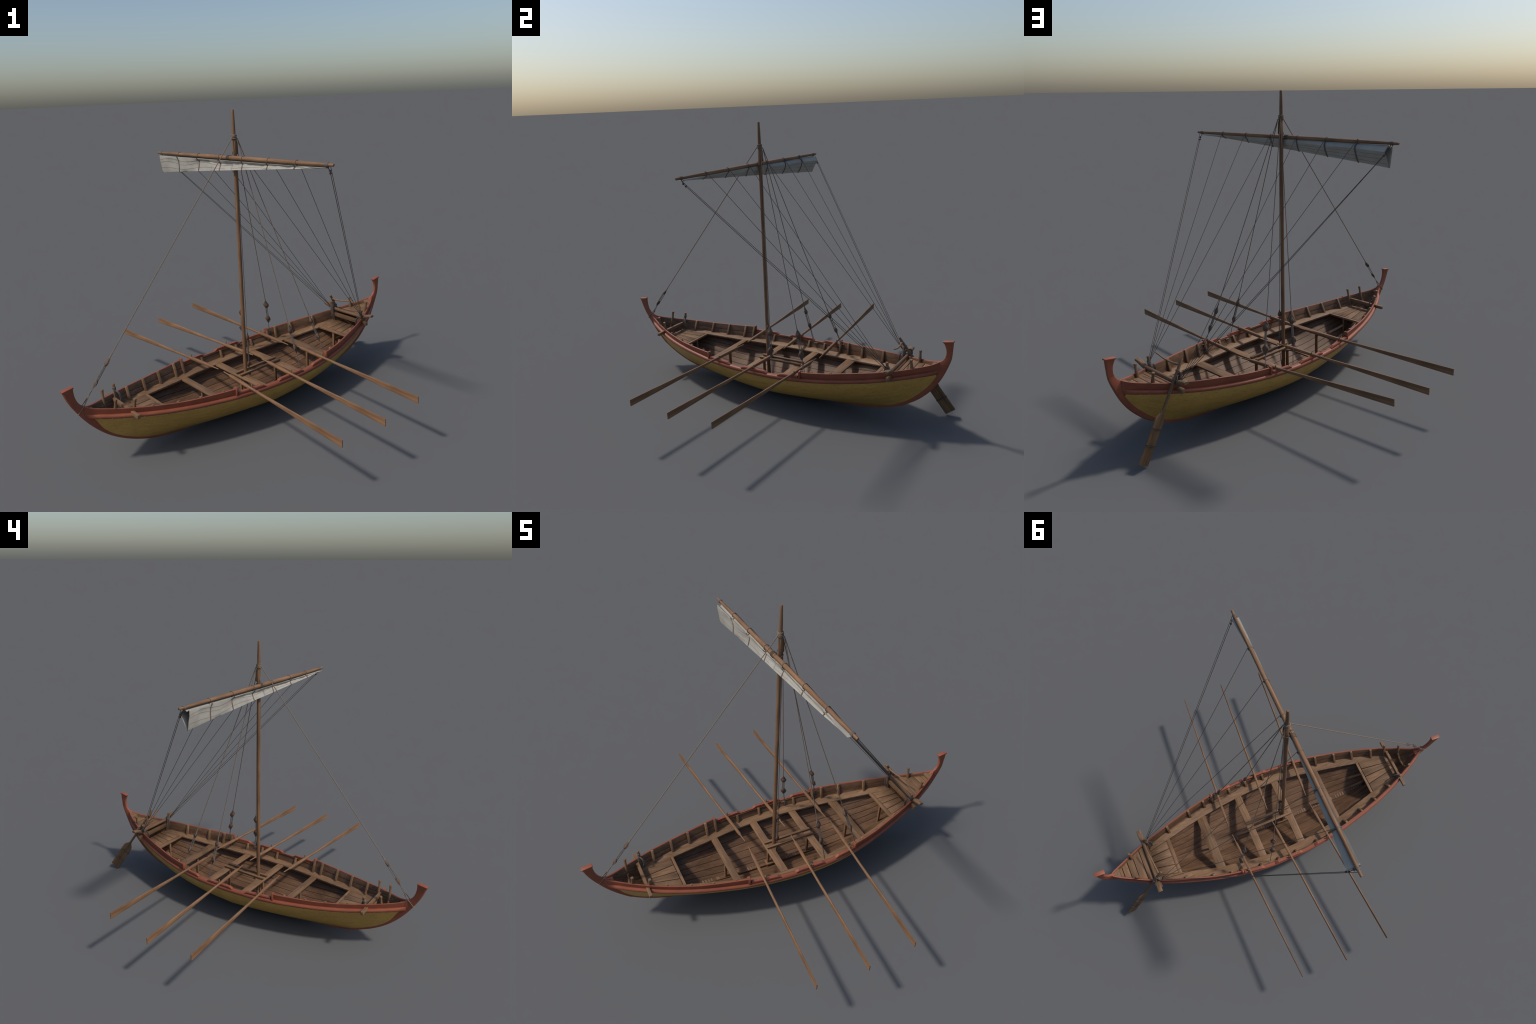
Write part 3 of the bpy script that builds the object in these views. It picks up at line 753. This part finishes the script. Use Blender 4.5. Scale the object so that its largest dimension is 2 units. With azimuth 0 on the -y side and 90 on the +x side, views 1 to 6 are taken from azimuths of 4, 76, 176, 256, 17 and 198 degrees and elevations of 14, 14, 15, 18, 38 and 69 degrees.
def lanyard(a, b, n=5, spread=.009, mat='lashing'):
    a, b = Vector(a), Vector(b); t = (b - a).normalized(); u = t.orthogonal().normalized(); w = t.cross(u)
    ms = []
    for k in range(n):
        ang = 2 * math.pi * k / n; o = (u * math.cos(ang) + w * .7 * math.sin(ang)) * spread
        ms.append(tube_mesh('l', [a + o * .9, b + o], .0016, 5))
    add('lanyard', join('lanyard', ms), mat, smooth=60)
def tackle(hi, lo, up_to, foot, mat='rope', slim=1.0):
    hi, lo, up_to, foot = map(Vector, (hi, lo, up_to, foot))
    deadeye(hi, up_to, random.uniform(-.3, .3), slim); deadeye(lo, foot, random.uniform(-.3, .3), slim)
    lanyard(hi, lo)
    u = (foot - lo).normalized(); side = u.orthogonal().normalized()
    for k in (-1, 1): rope([lo + u * .028, lo + u * .04 + side * .002 * k, foot + side * .005 * k], .0019, 'lashing', 'lanyard_tail')
    t = (up_to - hi).normalized()
    rope([hi + t * .022, hi + t * .05], .0036, mat, 'rope_splice')
    return hi + t * .03
HOUND = Vector((MX, 0, 1.697))
for s in (-1, 1):
    for hi, lo, ft in (((.147, .238, .519), (.163, .263, .405), (.188, .284, .262)), ((.348, .218, .525), (.382, .244, .412), (.412, .270, .300))):
        hi, lo, ft = [(p[0], s * p[1], p[2]) for p in (hi, lo, ft)]
        up = (MX + .017, s * .010, 1.692)
        a = tackle(hi, lo, up, ft)
        rope([a, up], .0024, 'rope', 'shroud')
        bx = ft[0]
        yb = inside_y(bx, ft[2])
        add('shroud_pin', tube_mesh('shroud_pin', [(bx - .014, s * (yb - .004), ft[2]), (bx + .014, s * (yb - .004), ft[2])], .0038, 7), 'wood_x', smooth=60)
        rope([ft, (bx + .006, s * (yb - .006), bench_z(bx) + .006)], .0019, 'lashing', 'lanyard_tail')
# forestay, set up to the stem head
fh, fl = (-.965, -.005, .583), (-1.043, -.005, .486)
q = tackle(fh, fl, (MX - .015, -.003, 1.699), (-1.085, 0, .432), slim=.74)
rope([q, (MX - .015, -.003, 1.699)], .0027, 'rope', 'forestay')
for s in (-1, 1):
    rope([(-1.085, s * .003, .432), (-1.120, s * .0115, .390), (-1.157, s * .0105, .350)], .0024, 'rope', 'stay_strop')
rope([(-1.156, -.0105, .350), (-1.160, 0, .346), (-1.156, .0105, .350)], .0024, 'rope', 'stay_strop')
rope([(-1.085, 0, .432), (-1.105, .011, .400), (-1.128, .0125, .380)], .0022, 'rope', 'stay_strop')
# turns of rope at the hounds
for z, r, tilt in ((1.712, .0140, .0), (1.706, .0146, .15), (1.699, .0150, -.12), (1.692, .0152, .1)):
    ring = [(MX + r * math.cos(a), r * math.sin(a), z + tilt * r * math.cos(a + tilt * 9)) for a in [2 * math.pi * k / 20 for k in range(21)]]
    rope(ring, .0034, 'rope', 'hound_lashing')
# halyard along the after side of the mast with its purchase
rope([(MX + .0135, -.001, 1.61), (MX + .0165, -.014, .485)], .0018, 'rope', 'halyard')
rope([(MX - .004, 0, 1.64), (YX + .008, .006, 1.597)], .0024, 'rope', 'halyard')
for z, up in ((.455, 1), (.275, -1)):
    o = add('deadeye_block', BLOCK, matrix=Matrix.Translation((MX + .017, -.015, z)) @ (Matrix.Rotation(math.pi, 4, 'X') if up < 0 else Matrix()) @ Matrix.Scale(.8, 4))
lanyard((MX + .017, -.015, .45), (MX + .017, -.015, .28), 4, .006)
rope([(MX + .017, -.015, .255), (MX + .02, -.014, .20), (MX + .012, -.006, .10)], .002, 'lashing', 'lanyard_tail')
# braces, sheets and brails led to the quarter bitts
for s in (-1, 1):
    G = Vector((.921, s * .148, .382))
    for b in [x for x in BAND if x * s > 0]:
        rope([(YX + .005, b, YZ + .0145), (YX + .0135, b, YZ + .006), G + Vector((0, 0, random.uniform(-.003, .003)))], .0015, 'rope_dark', 'brail')
    rope([(YX + .006, s * .786, YZ - .004), G + Vector((.003, 0, .006))], .0015, 'rope_dark', 'brace')
    ck = Vector((-.040, s * .772, 1.5505)) if s < 0 else Vector((-.022, .760, 1.534))
    rope([ck, G + Vector((-.003, 0, -.006))], .0017, 'rope_dark', 'sheet')
    rope([(YX, s * .768, YZ - .006), ck], .0022, 'rope_dark', 'sheet_strop')
    for p in (ck, ck.lerp(G, .012)):
        add('sheet_knot', box_mesh('sheet_knot', p, (.010, .010, .011), None, .003), 'rope_dark', smooth=60)
    # turns and a hanging coil on the quarter bitt
    for k in range(5):
        z = .378 + k * .0052; a0 = Vector((.921, s * .118, .290)); a1 = Vector((.920, s * .147, .428)); f = (z - .29) / .138
        c = a0.lerp(a1, f)
        ring = [(c.x + .0105 * math.cos(a), c.y + .0105 * math.sin(a), z + .003 * math.sin(a + k)) for a in [2 * math.pi * j / 16 for j in range(17)]]
        rope(ring, .0026, 'lashing', 'bitt_lashing')
    for k in range(3):
        w = .010 + .003 * k
        P = catmull([(.915 - w, s * .130, .380), (.911 - w * 1.2, s * (.122 - .002 * k), .350), (.910 - w * .5, s * .116, .318 - .006 * k), (.910 + w * .4, s * .117, .322 - .004 * k), (.912 + w * .4, s * .126, .372)], 5)
        rope(P, .0022, 'lashing', 'rope_coil')
# belayed line on the fore bitt
for k in range(4):
    z = .352 + k * .005; f = (z - .262) / .126; c = Vector((-.888, .098, .262)).lerp(Vector((-.884, .125, .388)), f)
    ring = [(c.x + .0100 * math.cos(a), c.y + .0100 * math.sin(a), z + .003 * math.sin(a + k)) for a in [2 * math.pi * j / 16 for j in range(17)]]
    rope(ring, .0022, 'lashing', 'bitt_lashing')
for k in range(3):
    P = catmull([(-.884, .108, .352), (-.872 + .004 * k, .094, .335), (-.866 + .005 * k, .088, .300 - .006 * k), (-.880, .090, .286 - .004 * k), (-.893, .096, .305), (-.892, .106, .345)], 5)
    rope(P, .0020, 'lashing', 'rope_coil')
# lashing of the steering oar to the beam and bitt
for k in range(4):
    o = .004 * k
    P = catmull([(.936 + o, .168, .362), (.950 + o, .176, .372), (.958, .166, .392 + o), (.940, .140, .398 + o), (.922, .134, .388), (.925, .150, .372), (.936 + o, .168, .362)], 4)
    rope(P, .0026, 'rope_dark', 'oar_lashing')

# ----------------------------------------------------------------------------- apply modifiers
dg = bpy.context.evaluated_depsgraph_get()
for o in list(bpy.context.scene.objects):
    if o.type == 'MESH' and o.modifiers:
        me = bpy.data.meshes.new_from_object(o.evaluated_get(dg)); o.modifiers.clear(); o.data = me
